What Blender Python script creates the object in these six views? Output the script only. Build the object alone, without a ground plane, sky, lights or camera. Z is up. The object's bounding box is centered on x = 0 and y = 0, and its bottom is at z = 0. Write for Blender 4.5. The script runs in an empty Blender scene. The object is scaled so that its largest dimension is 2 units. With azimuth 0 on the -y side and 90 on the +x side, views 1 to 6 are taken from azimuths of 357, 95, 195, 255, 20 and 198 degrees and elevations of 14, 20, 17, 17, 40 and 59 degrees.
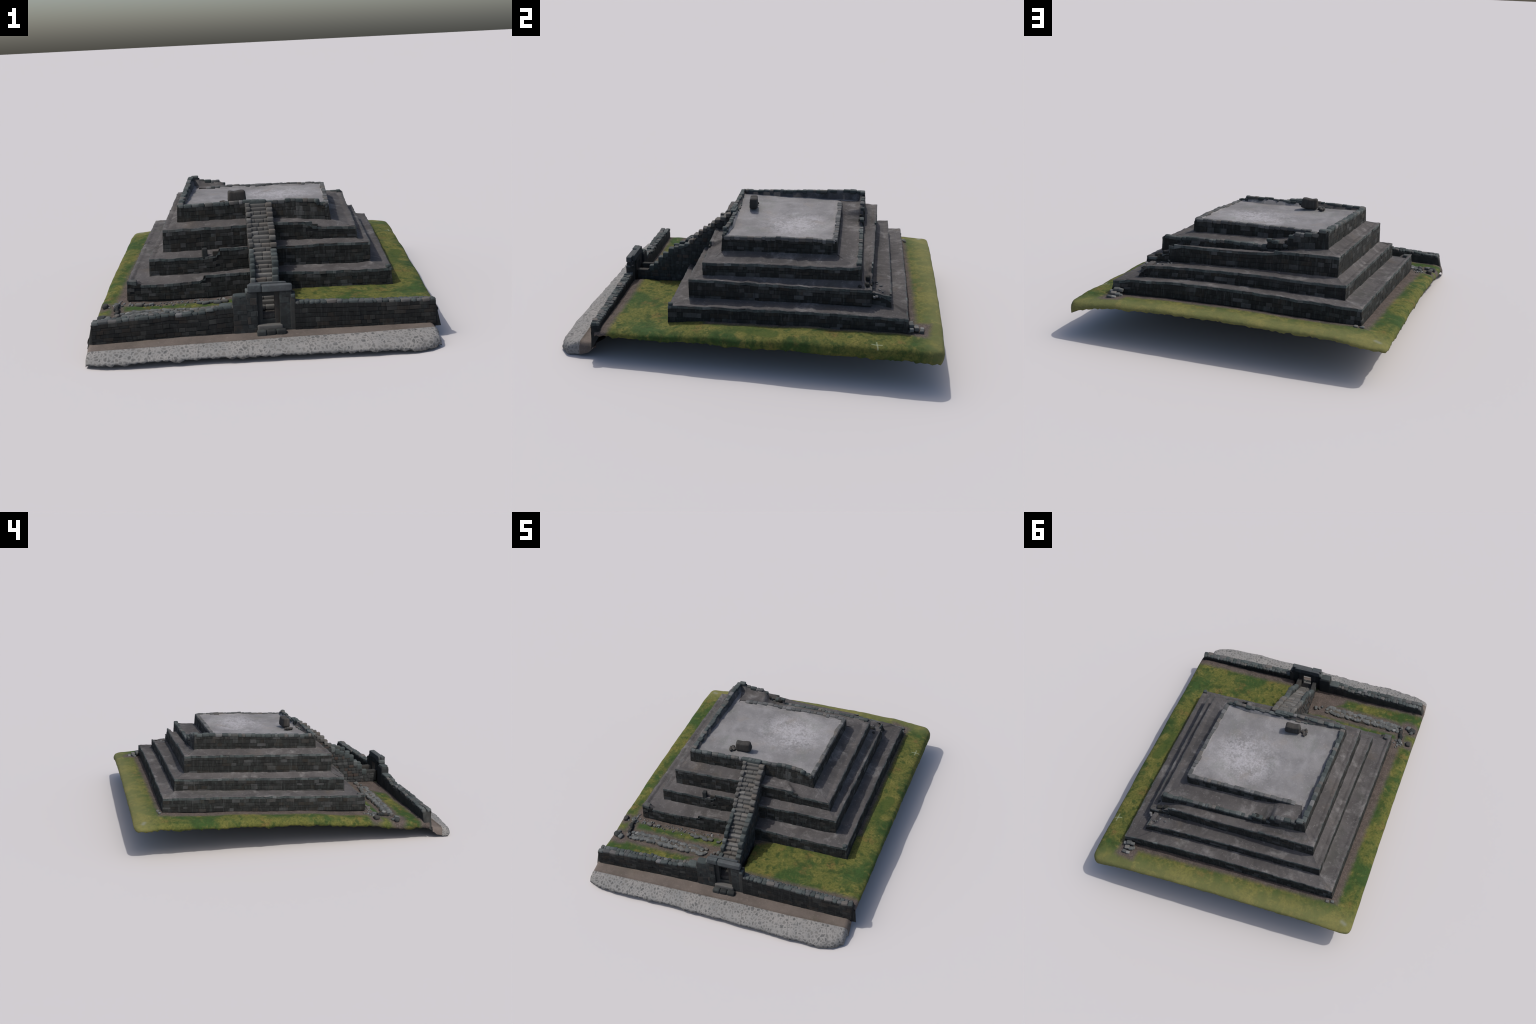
"""A ruined stepped pyramid of dark masonry: five interlocking terraces that wind
round the mound, a steep stair in front, a gated precinct wall, a grass court and
a cobbled kerb.  Everything is described by corner positions, edge profiles and
masonry rules; no external data."""
import bpy, bmesh, math, random
from mathutils import Vector, noise

RND = random.Random(41)


def nz(x, y, z, s=1.0, seed=0.0):
    return noise.noise(Vector((x * s + seed * 7.31, y * s - seed * 3.7, z * s + seed * 1.9)))


def fbm(x, y, z, s, seed=0.0):
    return nz(x, y, z, s, seed) + .5 * nz(x, y, z, s * 2.1, seed + 1) + .25 * nz(x, y, z, s * 4.3, seed + 2)


def lerp(a, b, t):
    return a + (b - a) * t


def prof(pts, c):
    """piecewise linear profile [(coordinate, value), ...]"""
    pts = sorted(pts)
    if c <= pts[0][0]:
        return pts[0][1]
    for (c0, v0), (c1, v1) in zip(pts, pts[1:]):
        if c <= c1:
            return lerp(v0, v1, (c - c0) / max(1e-9, c1 - c0))
    return pts[-1][1]


# --------------------------------------------------------------------------
#  materials
# --------------------------------------------------------------------------
class Nodes:
    def __init__(self, name, rough=.9):
        self.m = bpy.data.materials.new(name)
        self.m.use_nodes = True
        self.t = self.m.node_tree
        self.bsdf = self.t.nodes['Principled BSDF']
        self.bsdf.inputs['Roughness'].default_value = rough
        self.bsdf.inputs['Specular IOR Level'].default_value = .15
        self.co = self.t.nodes.new('ShaderNodeTexCoord').outputs['Object']

    def node(self, kind, **inputs):
        n = self.t.nodes.new(kind)
        return n

    def link(self, a, b):
        if hasattr(a, 'is_linked') or isinstance(a, bpy.types.NodeSocket):
            self.t.links.new(a, b)
        else:
            b.default_value = a

    def mapping(self, scale=(1, 1, 1), rot=(0, 0, 0), loc=(0, 0, 0), co=None):
        n = self.t.nodes.new('ShaderNodeMapping')
        n.inputs['Scale'].default_value = scale
        n.inputs['Rotation'].default_value = rot
        n.inputs['Location'].default_value = loc
        self.link(co or self.co, n.inputs['Vector'])
        return n.outputs[0]

    def noise(self, scale, detail=4, rough=.6, co=None, dist=0):
        n = self.t.nodes.new('ShaderNodeTexNoise')
        n.inputs['Scale'].default_value = scale
        n.inputs['Detail'].default_value = detail
        n.inputs['Roughness'].default_value = rough
        n.inputs['Distortion'].default_value = dist
        self.link(co or self.co, n.inputs['Vector'])
        return n.outputs[0]

    def voronoi(self, scale, co=None, feature='F1', out=0, rnd=1.0):
        n = self.t.nodes.new('ShaderNodeTexVoronoi')
        n.feature = feature
        n.inputs['Scale'].default_value = scale
        n.inputs['Randomness'].default_value = rnd
        self.link(co or self.co, n.inputs['Vector'])
        return n.outputs[out]

    def ramp(self, fac, lo, hi):
        n = self.t.nodes.new('ShaderNodeMapRange')
        n.interpolation_type = 'SMOOTHSTEP'
        n.inputs['From Min'].default_value = lo
        n.inputs['From Max'].default_value = hi
        self.link(fac, n.inputs['Value'])
        return n.outputs[0]

    def math(self, op, a, b=0.0, c=0.0):
        n = self.t.nodes.new('ShaderNodeMath')
        n.operation = op
        self.link(a, n.inputs[0])
        self.link(b, n.inputs[1])
        self.link(c, n.inputs[2])
        return n.outputs[0]

    def vmath(self, op, a, b=None, out=0):
        n = self.t.nodes.new('ShaderNodeVectorMath')
        n.operation = op
        self.link(a, n.inputs[0])
        if b is not None:
            self.link(b, n.inputs[1])
        return n.outputs[out]

    def mix(self, fac, a, b, blend='MIX'):
        n = self.t.nodes.new('ShaderNodeMix')
        n.data_type = 'RGBA'
        n.blend_type = blend
        self.link(fac, n.inputs[0])
        for v, s in ((a, n.inputs[6]), (b, n.inputs[7])):
            if isinstance(v, tuple):
                s.default_value = (*v, 1)
            else:
                self.link(v, s)
        return n.outputs[2]

    def piece(self):
        """a random number per built piece (mesh island and object)"""
        g = self.t.nodes.new('ShaderNodeNewGeometry').outputs['Random Per Island']
        o = self.t.nodes.new('ShaderNodeObjectInfo').outputs['Random']
        return self.math('FRACT', self.math('ADD', g, o))

    def finish(self, color, bump=None, strength=.4, dist=.004):
        self.link(color, self.bsdf.inputs['Base Color'])
        if bump is not None:
            n = self.t.nodes.new('ShaderNodeBump')
            n.inputs['Strength'].default_value = strength
            n.inputs['Distance'].default_value = dist
            self.link(bump, n.inputs['Height'])
            self.link(n.outputs[0], self.bsdf.inputs['Normal'])
        return self.m

    # signed distances on the ground plan
    def sdf_poly(self, pts):
        d = None
        n = len(pts)
        for i in range(n):
            (x0, y0), (x1, y1) = pts[i], pts[(i + 1) % n]
            l = math.hypot(x1 - x0, y1 - y0)
            nx, ny = (y1 - y0) / l, -(x1 - x0) / l      # outward for CCW
            v = self.math('SUBTRACT', self.vmath('DOT_PRODUCT', self.co, (nx, ny, 0), out=1), nx * x0 + ny * y0)
            d = v if d is None else self.math('MAXIMUM', d, v)
        return d

    def sdf_capsule(self, a, b, r):
        ab = Vector((b[0] - a[0], b[1] - a[1], 0))
        pa = self.vmath('MULTIPLY', self.vmath('SUBTRACT', self.co, (a[0], a[1], 0)), (1, 1, 0))
        h = self.math('DIVIDE', self.vmath('DOT_PRODUCT', pa, tuple(ab), out=1), ab.length_squared)
        n = self.t.nodes.new('ShaderNodeClamp')
        self.link(h, n.inputs[0])
        sc = self.t.nodes.new('ShaderNodeVectorMath')
        sc.operation = 'SCALE'
        sc.inputs[0].default_value = ab
        self.link(n.outputs[0], sc.inputs['Scale'])
        return self.math('SUBTRACT', self.vmath('LENGTH', self.vmath('SUBTRACT', pa, sc.outputs[0]), out=1), r)


def stone_material(name, dark, mid, light, accent=(.06, .042, .03), lichen=(.085, .11, .105), lichen_amt=.5, streak=True, grain=180):
    """black-crusted volcanic ashlar: each block has its own tone, run-off streaks and lichen"""
    k = Nodes(name)
    r = k.piece()
    c = k.mix(k.ramp(r, .1, .75), dark, mid)
    c = k.mix(k.ramp(r, .74, .96), c, light)
    big = k.noise(7, 4, .6, co=k.mapping(loc=(8, 1, 4)))
    c = k.mix(k.math('MULTIPLY', k.ramp(big, .42, .62), .45), c, dark)
    r2 = k.math('FRACT', k.math('MULTIPLY', r, 17.31))
    c = k.mix(k.math('MULTIPLY', k.ramp(r2, .72, .95), .6), c, accent)
    blot = k.noise(26, 5, .65)
    c = k.mix(k.math('MULTIPLY', k.ramp(blot, .35, .7), .45), c, dark)
    st = k.noise(1, 4, .6, co=k.mapping((95, 95, 9)))
    if streak:
        c = k.mix(k.math('MULTIPLY', k.ramp(st, .52, .74), .5), c, light)
        c = k.mix(k.math('MULTIPLY', k.ramp(k.noise(1, 4, .65, co=k.mapping((48, 48, 12), loc=(6, 6, 6))), .52, .70), lichen_amt * 1.6), c, lichen)
        c = k.mix(k.math('MULTIPLY', k.ramp(k.noise(1, 3, .6, co=k.mapping((70, 70, 5), loc=(3, 1, 2))), .55, .75), .5), c, dark)
    li = k.math('MULTIPLY', k.ramp(k.noise(34, 5, .7, co=k.mapping(loc=(5, 2, 1))), .48, .68), lichen_amt)
    c = k.mix(li, c, lichen)
    g = k.noise(grain, 4, .7)
    c = k.mix(k.math('MULTIPLY', g, .5), c, dark)
    b = k.math('ADD', k.math('MULTIPLY', blot, .6), k.math('MULTIPLY', g, .4))
    return k.finish(c, b, .5, .004)


def dust_material(name, base, pale, brown, patch=None, amt=.75):
    k = Nodes(name)
    c = k.mix(k.ramp(k.noise(5, 5, .6), .3, .7), base, tuple(.62 * v for v in base))
    c = k.mix(k.math('MULTIPLY', k.ramp(k.noise(9, 6, .65, dist=.4), .5, .74), amt), c, pale)
    c = k.mix(k.math('MULTIPLY', k.ramp(k.noise(7, 4, .6, co=k.mapping(loc=(4, 9, 3))), .55, .75), .5), c, brown)
    if patch:
        px, py, pr, pc = patch
        d = k.vmath('LENGTH', k.vmath('MULTIPLY', k.vmath('SUBTRACT', k.co, (px, py, 0)), (1, 1.15, 0)), out=1)
        m = k.math('MULTIPLY', k.ramp(d, pr, pr * .25), k.ramp(k.math('ADD', k.math('MULTIPLY', k.noise(11, 4, .6), .5), k.math('MULTIPLY', k.noise(85, 4, .6), .5)), .40, .60))
        c = k.mix(k.math('MULTIPLY', m, .85), c, pc)
    c = k.mix(k.math('MULTIPLY', k.ramp(k.noise(6, 5, .65, co=k.mapping(loc=(1, 5, 9))), .54, .72), .55), c, (.62 * base[0], .68 * base[1], .60 * base[2]))
    g = k.noise(150, 5, .7)
    c = k.mix(k.math('MULTIPLY', k.ramp(g, .3, .75), .35), c, tuple(.55 * v for v in base))
    sp = k.noise(60, 4, .7, co=k.mapping(loc=(2, 2, 8)))
    c = k.mix(k.math('MULTIPLY', k.ramp(sp, .56, .74), .45), c, pale)
    return k.finish(c, k.math('ADD', g, k.math('MULTIPLY', sp, 1.5)), .35, .003)


M = {}


def make_materials():
    M['wall'] = stone_material('dark_ashlar', (.0135, .0138, .013), (.023, .0235, .0225), (.080, .081, .080), accent=(.036, .029, .022), lichen=(.052, .064, .059), lichen_amt=.25)
    M['core'] = stone_material('mortar_shadow', (.015, .0155, .015), (.021, .0215, .021), (.028, .028, .028), lichen_amt=.1)
    M['cope'] = stone_material('lichen_coping', (.036, .043, .043), (.075, .086, .084), (.14, .148, .145), accent=(.10, .085, .075), lichen=(.10, .125, .118), lichen_amt=.6, streak=False)
    M['dustcope'] = stone_material('dusty_coping', (.060, .062, .062), (.105, .105, .106), (.18, .178, .178), accent=(.14, .115, .095), lichen=(.09, .11, .105), lichen_amt=.5, streak=False)
    M['precinct'] = stone_material('precinct_ashlar', (.0125, .013, .013), (.021, .021, .0205), (.052, .052, .048), accent=(.038, .029, .022), lichen=(.055, .065, .062), lichen_amt=.16)
    M['stair'] = stone_material('worn_stair_stone', (.075, .073, .069), (.12, .117, .110), (.19, .185, .175), accent=(.12, .095, .075), lichen=(.10, .115, .108), lichen_amt=.3, streak=False)
    M['stairside'] = stone_material('stair_side', (.026, .027, .027), (.045, .047, .046), (.08, .082, .08), accent=(.08, .045, .03), lichen=(.07, .085, .08), lichen_amt=.25)
    M['gate'] = stone_material('gate_stone', (.020, .0215, .0215), (.031, .033, .033), (.05, .055, .054), accent=(.06, .047, .038), lichen=(.060, .076, .074), lichen_amt=.35, streak=False)
    M['lintel'] = stone_material('pale_lintel', (.045, .050, .052), (.068, .072, .074), (.11, .11, .112), accent=(.12, .09, .08), lichen=(.11, .14, .135), lichen_amt=.4, streak=False)
    M['rubble'] = stone_material('rubble_stone', (.070, .074, .073), (.145, .150, .148), (.25, .25, .24), accent=(.12, .10, .085), lichen=(.13, .16, .13), lichen_amt=.3, streak=False)
    M['altar'] = stone_material('altar_stone', (.035, .034, .033), (.06, .058, .056), (.10, .095, .09), lichen_amt=.1)
    M['terrace'] = dust_material('terrace_dust', (.082, .077, .076), (.18, .174, .170), (.098, .082, .066))
    M['roof'] = dust_material('roof_dust', (.205, .200, .201), (.27, .265, .27), (.195, .172, .15), patch=(.10, .19, .30, (.315, .308, .318)), amt=.5)
    M['verge'] = dust_material('verge_dirt', (.125, .105, .092), (.19, .165, .145), (.10, .078, .06), amt=.35)

    M['fill'] = dust_material('foundation_earth', (.075, .066, .054), (.12, .115, .095), (.050, .058, .026), amt=.5)

    # cobbled concrete kerb
    k = Nodes('cobbled_kerb', .85)
    wv = k.t.nodes.new('ShaderNodeTexNoise')
    wv.inputs['Scale'].default_value = 60
    k.link(k.co, wv.inputs['Vector'])
    sc = k.t.nodes.new('ShaderNodeVectorMath')
    sc.operation = 'SCALE'
    sc.inputs['Scale'].default_value = .016
    k.link(wv.outputs['Color'], sc.inputs[0])
    co = k.mapping((1, .8, 1), co=k.vmath('ADD', k.co, sc.outputs[0]))
    cell = k.voronoi(54, co=co, out=1)
    edge = k.voronoi(54, co=co, feature='DISTANCE_TO_EDGE')
    c = k.mix(k.ramp(k.noise(6, 4), .35, .65), (.168, .168, .163), (.206, .199, .189))
    peb = k.mix(k.ramp(k.vmath('LENGTH', cell, out=1), .5, 1.3), (.070, .071, .070), (.125, .121, .115))
    c = k.mix(k.math('MULTIPLY', k.math('MULTIPLY', k.ramp(edge, .02, .30), k.ramp(k.noise(22, 4, .6), .18, .5)), 1.0), c, peb)
    c = k.mix(k.math('MULTIPLY', k.ramp(k.noise(14, 5, .7), .5, .7), .35), c, (.19, .187, .182))
    c = k.mix(k.math('MULTIPLY', k.ramp(k.noise(110, 4, .7), .45, .7), .25), c, (.12, .12, .12))
    # expansion joints
    for jx, sl in ((-.375, -.1), (-.60, -.1), (-.155, .05), (.118, .13), (.392, .22), (.62, .3)):
        d = k.math('ABSOLUTE', k.math('SUBTRACT', k.vmath('DOT_PRODUCT', k.co, (1, sl, 0), out=1), jx - sl * .9))
        c = k.mix(k.math('MULTIPLY', k.ramp(d, .0028, .0008), .6), c, (.08, .08, .078))
    M['kerb'] = k.finish(c, k.math('MULTIPLY', k.ramp(edge, 0, .3), -1), .25, .003)

    # grass with trodden bare soil along the foot of the walls
    k = Nodes('grass_and_soil', .95)
    n1 = k.noise(4.5, 4, .6)
    n2 = k.noise(17, 5, .65, dist=.6)
    n3 = k.noise(75, 5, .75)
    c = k.mix(k.ramp(n1, .42, .58), (.030, .060, .016), (.098, .100, .025))
    c = k.mix(k.math('MULTIPLY', k.ramp(n2, .48, .70), .7), c, (.160, .140, .040))
    c = k.mix(k.math('MULTIPLY', k.ramp(k.noise(10, 4, .6, co=k.mapping(loc=(7, 3, 0))), .56, .72), .6), c, (.140, .084, .030))
    c = k.mix(k.math('MULTIPLY', k.ramp(k.noise(23, 4, .6, co=k.mapping(loc=(1, 8, 0))), .52, .66), .8), c, (.026, .050, .013))
    c = k.mix(k.math('MULTIPLY', k.ramp(n3, .40, .66), .6), c, (.026, .038, .011))
    # the northern edge is dry and yellow
    sx = k.t.nodes.new('ShaderNodeSeparateXYZ')
    k.link(k.co, sx.inputs[0])
    c = k.mix(k.math('MULTIPLY', k.ramp(sx.outputs[1], .80, .97), .5), c, (.185, .170, .068))
    # mown tongue on the east side
    mow = k.ramp(k.math('ADD', k.sdf_capsule((.70, -.05), (.765, .12), .035), k.math('MULTIPLY', k.noise(8, 3), .02)), .02, .0)
    c = k.mix(k.math('MULTIPLY', mow, .65), c, (.035, .060, .014))
    # pale survey cross and the smear at the far corner
    for a, b, r in (((.836, .610), (.842, .658), .0010), ((.815, .632), (.864, .638), .0010)):
        c = k.mix(k.math('MULTIPLY', k.ramp(k.sdf_capsule(a, b, r), .005, -.001), .32), c, (.36, .42, .30))
    c = k.mix(k.math('MULTIPLY', k.ramp(k.sdf_capsule((-.735, .945), (-.715, .935), .006), .015, -.01), .4), c, (.20, .22, .22))
    # bare soil
    wob = k.math('MULTIPLY', k.math('SUBTRACT', k.noise(28, 4, .7), .5), .03)
    d = k.sdf_poly([(-.79, -.49), (-.10, -.52), (.05, -.463), (.648, -.468), (.742, .835), (-.664, .846)])
    d2 = k.sdf_capsule((-.715, -.555), (-.16, -.575), .062)
    # the grass tongue between the foundation and the pyramid
    tongue = k.sdf_capsule((-.70, -.468), (-.20, -.505), .016)
    d = k.math('MAXIMUM', d, k.math('MULTIPLY', tongue, -1))
    d = k.math('MINIMUM', d, d2)
    for a, b, r in (((-.835, -.57), (-.80, -.58), .055), ((-.765, -.55), (-.77, -.43), .035), ((-.83, -.44), (-.83, -.43), .035),
                    ((.05, -.73), (.76, -.755), .042), ((-.9, -.745), (-.25, -.735), .04), ((-.25, -.72), (-.13, -.60), .10)):
        d = k.math('MINIMUM', d, k.sdf_capsule(a, b, r))
    d = k.math('MINIMUM', d, k.sdf_poly([(.60, .75), (.735, .75), (.760, .885), (.630, .910)]))
    soil = k.ramp(k.math('ADD', d, wob), .018, -.020)
    sc = k.mix(k.ramp(k.noise(22, 5, .7), .35, .7), (.080, .064, .056), (.050, .042, .036))
    sc = k.mix(k.math('MULTIPLY', k.ramp(k.noise(120, 3, .7), .5, .7), .4), sc, (.18, .155, .14))
    c = k.mix(soil, c, sc)
    M['grass'] = k.finish(c, k.math('ADD', n3, n2), .6, .005)


# --------------------------------------------------------------------------
#  mesh helpers
# --------------------------------------------------------------------------
def add_object(name, verts, faces, mats, parent, smooth=False, face_mats=None, kind=None):
    me = bpy.data.meshes.new(name)
    me.from_pydata([tuple(v) for v in verts], [], faces)
    for m in mats:
        me.materials.append(m)
    if face_mats:
        me.polygons.foreach_set('material_index', face_mats)
    if smooth:
        me.polygons.foreach_set('use_smooth', [True] * len(me.polygons))
    me.update()
    ob = bpy.data.objects.new(name, me)
    bpy.context.collection.objects.link(ob)
    ob.parent = parent
    if kind:
        ob['kind'] = kind
    return ob


def rounded_unit(seed, cuts=3, power=5.0, rough=.06):
    """unit box (-.5..+.5) with rounded edges and worn faces"""
    bm = bmesh.new()
    bmesh.ops.create_cube(bm, size=2)
    bmesh.ops.subdivide_edges(bm, edges=bm.edges[:], cuts=cuts, use_grid_fill=True)
    for v in bm.verts:
        p = v.co
        # pull grid lines to the borders so that the rounding stays local
        q = Vector([math.copysign(abs(c) ** .6, c) for c in p])
        l = (abs(q.x) ** power + abs(q.y) ** power + abs(q.z) ** power) ** (1 / power)
        q = q / max(l, 1e-6) * max(abs(p.x), abs(p.y), abs(p.z))
        d = 1 + rough * fbm(q.x, q.y, q.z, 1.1, seed)
        v.co = q * .5 * d
    V = [v.co.copy() for v in bm.verts]
    F = [[v.index for v in f.verts] for f in bm.faces]
    bm.free()
    return V, F


LIB = {}


def stone_lib():
    LIB['block'] = [rounded_unit(s, 3, 7, .07) for s in range(8)]
    LIB['tread'] = [rounded_unit(50 + s, 3, 10, .03) for s in range(6)]
    LIB['rubble'] = [rounded_unit(20 + s, 3, 3.2, .20) for s in range(8)]


MESHES = {}


def lib_mesh(kind, i, mat, name):
    key = (kind, i, mat)
    if key not in MESHES:
        V, F = LIB[kind][i]
        me = bpy.data.meshes.new(name)
        me.from_pydata([tuple(v) for v in V], [], F)
        me.materials.append(M[mat])
        me.polygons.foreach_set('use_smooth', [True] * len(F))
        MESHES[key] = me
    return MESHES[key]


def put_stone(name, kind, mat, loc, size, yaw, parent, tilt=0.0):
    i = RND.randrange(len(LIB[kind]))
    ob = bpy.data.objects.new(name, lib_mesh(kind, i, mat, name))
    ob.location = loc
    ob.scale = size
    ob.rotation_euler = (RND.uniform(-tilt, tilt), RND.uniform(-tilt, tilt), yaw)
    bpy.context.collection.objects.link(ob)
    ob.parent = parent
    return ob


class Stuff:
    """collects many small pieces into one mesh"""
    def __init__(self):
        self.v, self.f = [], []

    def add(self, V, F):
        o = len(self.v)
        self.v += V
        self.f += [[i + o for i in f] for f in F]

    def stone(self, kind, loc, size, yaw, tilt=0.0):
        V, F = LIB[kind][RND.randrange(len(LIB[kind]))]
        c, s = math.cos(yaw), math.sin(yaw)
        a, b = RND.uniform(-tilt, tilt), RND.uniform(-tilt, tilt)
        out = []
        for p in V:
            x, y, z = p.x * size[0], p.y * size[1], p.z * size[2]
            z += a * x + b * y
            out.append(Vector((loc[0] + c * x - s * y, loc[1] + s * x + c * y, loc[2] + z)))
        self.add(out, F)

    def done(self, name, mat, parent, smooth=False):
        if self.v:
            return add_object(name, self.v, self.f, [M[mat]], parent, smooth, kind='stuff')


def ashlar(stuff, top, base, length, courses, normal, lo=.020, hi=.056, relief=.0009, f_top=1.0, rows=None):
    """lays courses of blocks on a wall; top(t), base(t) give points for t in 0..1"""
    cuts = [0] + [(r + RND.uniform(-.22, .22)) / courses for r in range(1, courses)] + [1]
    for r in range(courses):
        f0, f1 = cuts[r] * f_top, cuts[r + 1] * f_top
        s = -RND.uniform(0, .02)
        while s < length:
            l = RND.uniform(lo, hi)
            s0, s1 = max(0, s), min(length, s + l)
            s += l
            if s1 - s0 < .006:
                continue
            g = .0002
            o = RND.uniform(-relief * .8, relief)
            if RND.random() < .05:
                o -= relief
            t0, t1 = (s0 + g) / length, (s1 - g) / length

            jog = abs(top(t0).z - top(t1).z) > .007
            zt = top(t0 if RND.random() < .5 else t1).z if jog else 0

            def P(t, f, off):
                q = top(t)
                if jog:
                    q.z = zt
                p = base(t).lerp(q, f)
                return p + normal * off

            q = []
            gf = .006
            a0, a1 = f0 + gf, f1 - gf
            ct, cf = .0016 / length, .05 * (f1 - f0)
            tilt = RND.uniform(-.0006, .0006)
            for (dt, df, off) in ((0, 0, -.008), (0, 0, o - .0006), (ct, cf, o)):
                q += [P(t0 + dt, a0 + df, off), P(t1 - dt, a0 + df, off + tilt), P(t1 - dt, a1 - df, off + tilt), P(t0 + dt, a1 - df, off)]
            F = [[8, 9, 10, 11]]
            for k in (0, 4):
                for j in range(4):
                    j2 = (j + 1) % 4
                    F.append([k + j, k + j2, k + 4 + j2, k + 4 + j])
            stuff.add(q, F)


# --------------------------------------------------------------------------
#  terraces
# --------------------------------------------------------------------------
def head_height(e, p, ax):
    """wall head at plan point p: profile plus slumping"""
    return prof(e['top'], p[ax]) + (.0042 if ax else .0032) * fbm(p.x, p.y, 0, 21, 5) + .0016 * nz(p.x, p.y, 0, 75, 6)


def build_terrace(name, parent, top, base, edges, cope_named=False, label_mat='terrace'):
    """A retaining wall round (part of) the mound with the floor behind it.
    top/base: plan corners, counter-clockwise.  edges: one dict per side i -> i+1:
      axis   which coordinate its profiles run along ('x' or 'y')
      top    height of the wall head, base: height of its foot
      inner  the two plan points that the floor runs to, iz: height profile there
      floor  height profile just behind the rim (default: a little under the rim)
      hide   True when the side lies inside another part"""
    n = len(top)
    T = [Vector((x, y, 0)) for x, y in top]
    B = [Vector((x, y, 0)) for x, y in base]
    V, F, FM = [], [], []
    masonry, coping = Stuff(), Stuff()
    named = []
    miter = []
    for i in range(n):
        p, a, b = T[i], T[i - 1], T[(i + 1) % n]
        d0, d1 = (p - a).normalized(), (b - p).normalized()
        n0, n1 = Vector((-d0.y, d0.x, 0)), Vector((-d1.y, d1.x, 0))
        m = (n0 + n1)
        m = m / max(.35, m.dot(n0))
        miter.append(m)
    for i, e in enumerate(edges):
        if e.get('hide'):
            continue
        j = (i + 1) % n
        ax = 0 if e['axis'] == 'x' else 1
        L = (T[j] - T[i]).length
        nrm = Vector(((T[j] - T[i]).y, -(T[j] - T[i]).x, 0)).normalized()
        rim = e.get('rim', .02)
        seg = max(2, int(L / .007))
        inA, inB = (Vector((*p, 0)) for p in e['inner'])
        o = len(V)
        rows = 0
        for k in range(seg + 1):
            t = k / seg
            pt, pb = T[i].lerp(T[j], t), B[i].lerp(B[j], t)
            zt, zb = head_height(e, pt, ax), prof(e['base'], pb[ax])
            m = miter[i].lerp(miter[j], t)
            wander = m * (.0022 * nz(pt.x, pt.y, 0, 18, 12) * min(1, 20 * min(t, 1 - t)))
            q = inA.lerp(inB, t)
            zi = prof(e['iz'], q[ax])
            zf = prof(e['floor'], pt[ax]) if 'floor' in e else zt - .003
            zb0 = zb - .03
            col = []
            for f in (0, .25, .5, .75, .93):
                p = pb.lerp(pt, f)
                col.append(p + m * .004 + Vector((0, 0, lerp(zb0, zt, f))))
            if e.get('named'):
                col.append(pt + m * .005 + Vector((0, 0, zt - .006)))
                col.append(pt + m * .009 + Vector((0, 0, zt - .004)))
            else:
                col.append(pt + wander + m * .0002 + Vector((0, 0, zt - .0026)))
                col.append(pt + wander + m * .0036 + Vector((0, 0, zt)))
            rw = lerp(rim, .021, max(0, 1 - min(t, 1 - t) * L / .02)) * (1 + .25 * nz(pt.x, pt.y, 1, 25, 2))
            col.append(pt + m * rw + Vector((0, 0, lerp(zt, min(zf, zt), .25))))
            st = pt + m * (rw + .006)
            st.z = zf
            q.z = zi
            N = 14
            for r in range(N + 1):
                f = r / N
                p = st.lerp(q, f)
                p.z += .0022 * fbm(p.x, p.y, 0, 22, 3) * min(1, 4 * f + .3)
                p.z += .009 * max(0, (f - .62) / .38) ** 2      # dust banked against the next wall
                col.append(p)
            rows = len(col)
            V += col
        for k in range(seg):
            for r in range(rows - 1):
                a = o + k * rows + r
                F.append([a, a + rows, a + rows + 1, a + 1])
                roofy = e.get('roof') and r >= 8 and V[a].x < -.20
                FM.append(0 if r < 5 else 2 if roofy else 1)

        def ftop(t, i=i, j=j, e=e, ax=ax):
            p = T[i].lerp(T[j], t)
            return Vector((p.x, p.y, head_height(e, p, ax) - .012))

        def fbase(t, i=i, j=j, e=e, ax=ax):
            p = B[i].lerp(B[j], t)
            return Vector((p.x, p.y, prof(e['base'], p[ax]) - .006))
        hs = [ftop(t / 10).z - fbase(t / 10).z for t in range(11)]
        h = sum(hs) / len(hs)
        nc = max(2, round(h / .021))
        if e.get('named'):
            ashlar(masonry, ftop, fbase, L, nc, nrm)
            continue_coping = True
        else:
            def fmid(t):
                return ftop(t) - Vector((0, 0, .004))
            ashlar(masonry, fmid, fbase, L, nc, nrm)
            ashlar(coping, lambda t: ftop(t) + Vector((0, 0, .0105)), fmid, L, 1, nrm, .018, .045, .0022)
            continue_coping = False
        if not continue_coping:
            continue
        # head course
        s = 0
        yaw = math.atan2((T[j] - T[i]).y, (T[j] - T[i]).x)
        while s < L - .004:
            l = min(RND.uniform(.02, .045), L - s)
            t = (s + l / 2) / L
            p = T[i].lerp(T[j], t)
            zt = head_height(e, p, ax)
            zt2 = head_height(e, T[i].lerp(T[j], min(1, (s + l) / L)), ax)
            zt1 = head_height(e, T[i].lerp(T[j], s / L), ax)
            m = miter[i].lerp(miter[j], t)
            hgt = RND.uniform(.015, .019)
            dep = rim * RND.uniform(.75, 1.15) + .003
            drop = RND.choice((0, 0, 0, .0012, .003))
            zt = min(zt, max(zt1, zt2) + .002)
            p = p + m * (dep / 2 - .002) + Vector((0, 0, zt - hgt / 2 + .002 - drop))
            if e.get('named'):
                named.append((p, (l * 1.02, dep, hgt + .002), yaw, e.get('tone', 'cope') if RND.random() < .7 else 'dustcope'))
            else:
                coping.stone('block', p, (l * 1.0, dep, hgt), yaw, .03)
            s += l
    ob = add_object(name, V, F, [M['core'], M[label_mat], M['roof']], parent, True, FM)
    masonry.done('masonry', 'wall', ob)
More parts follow.
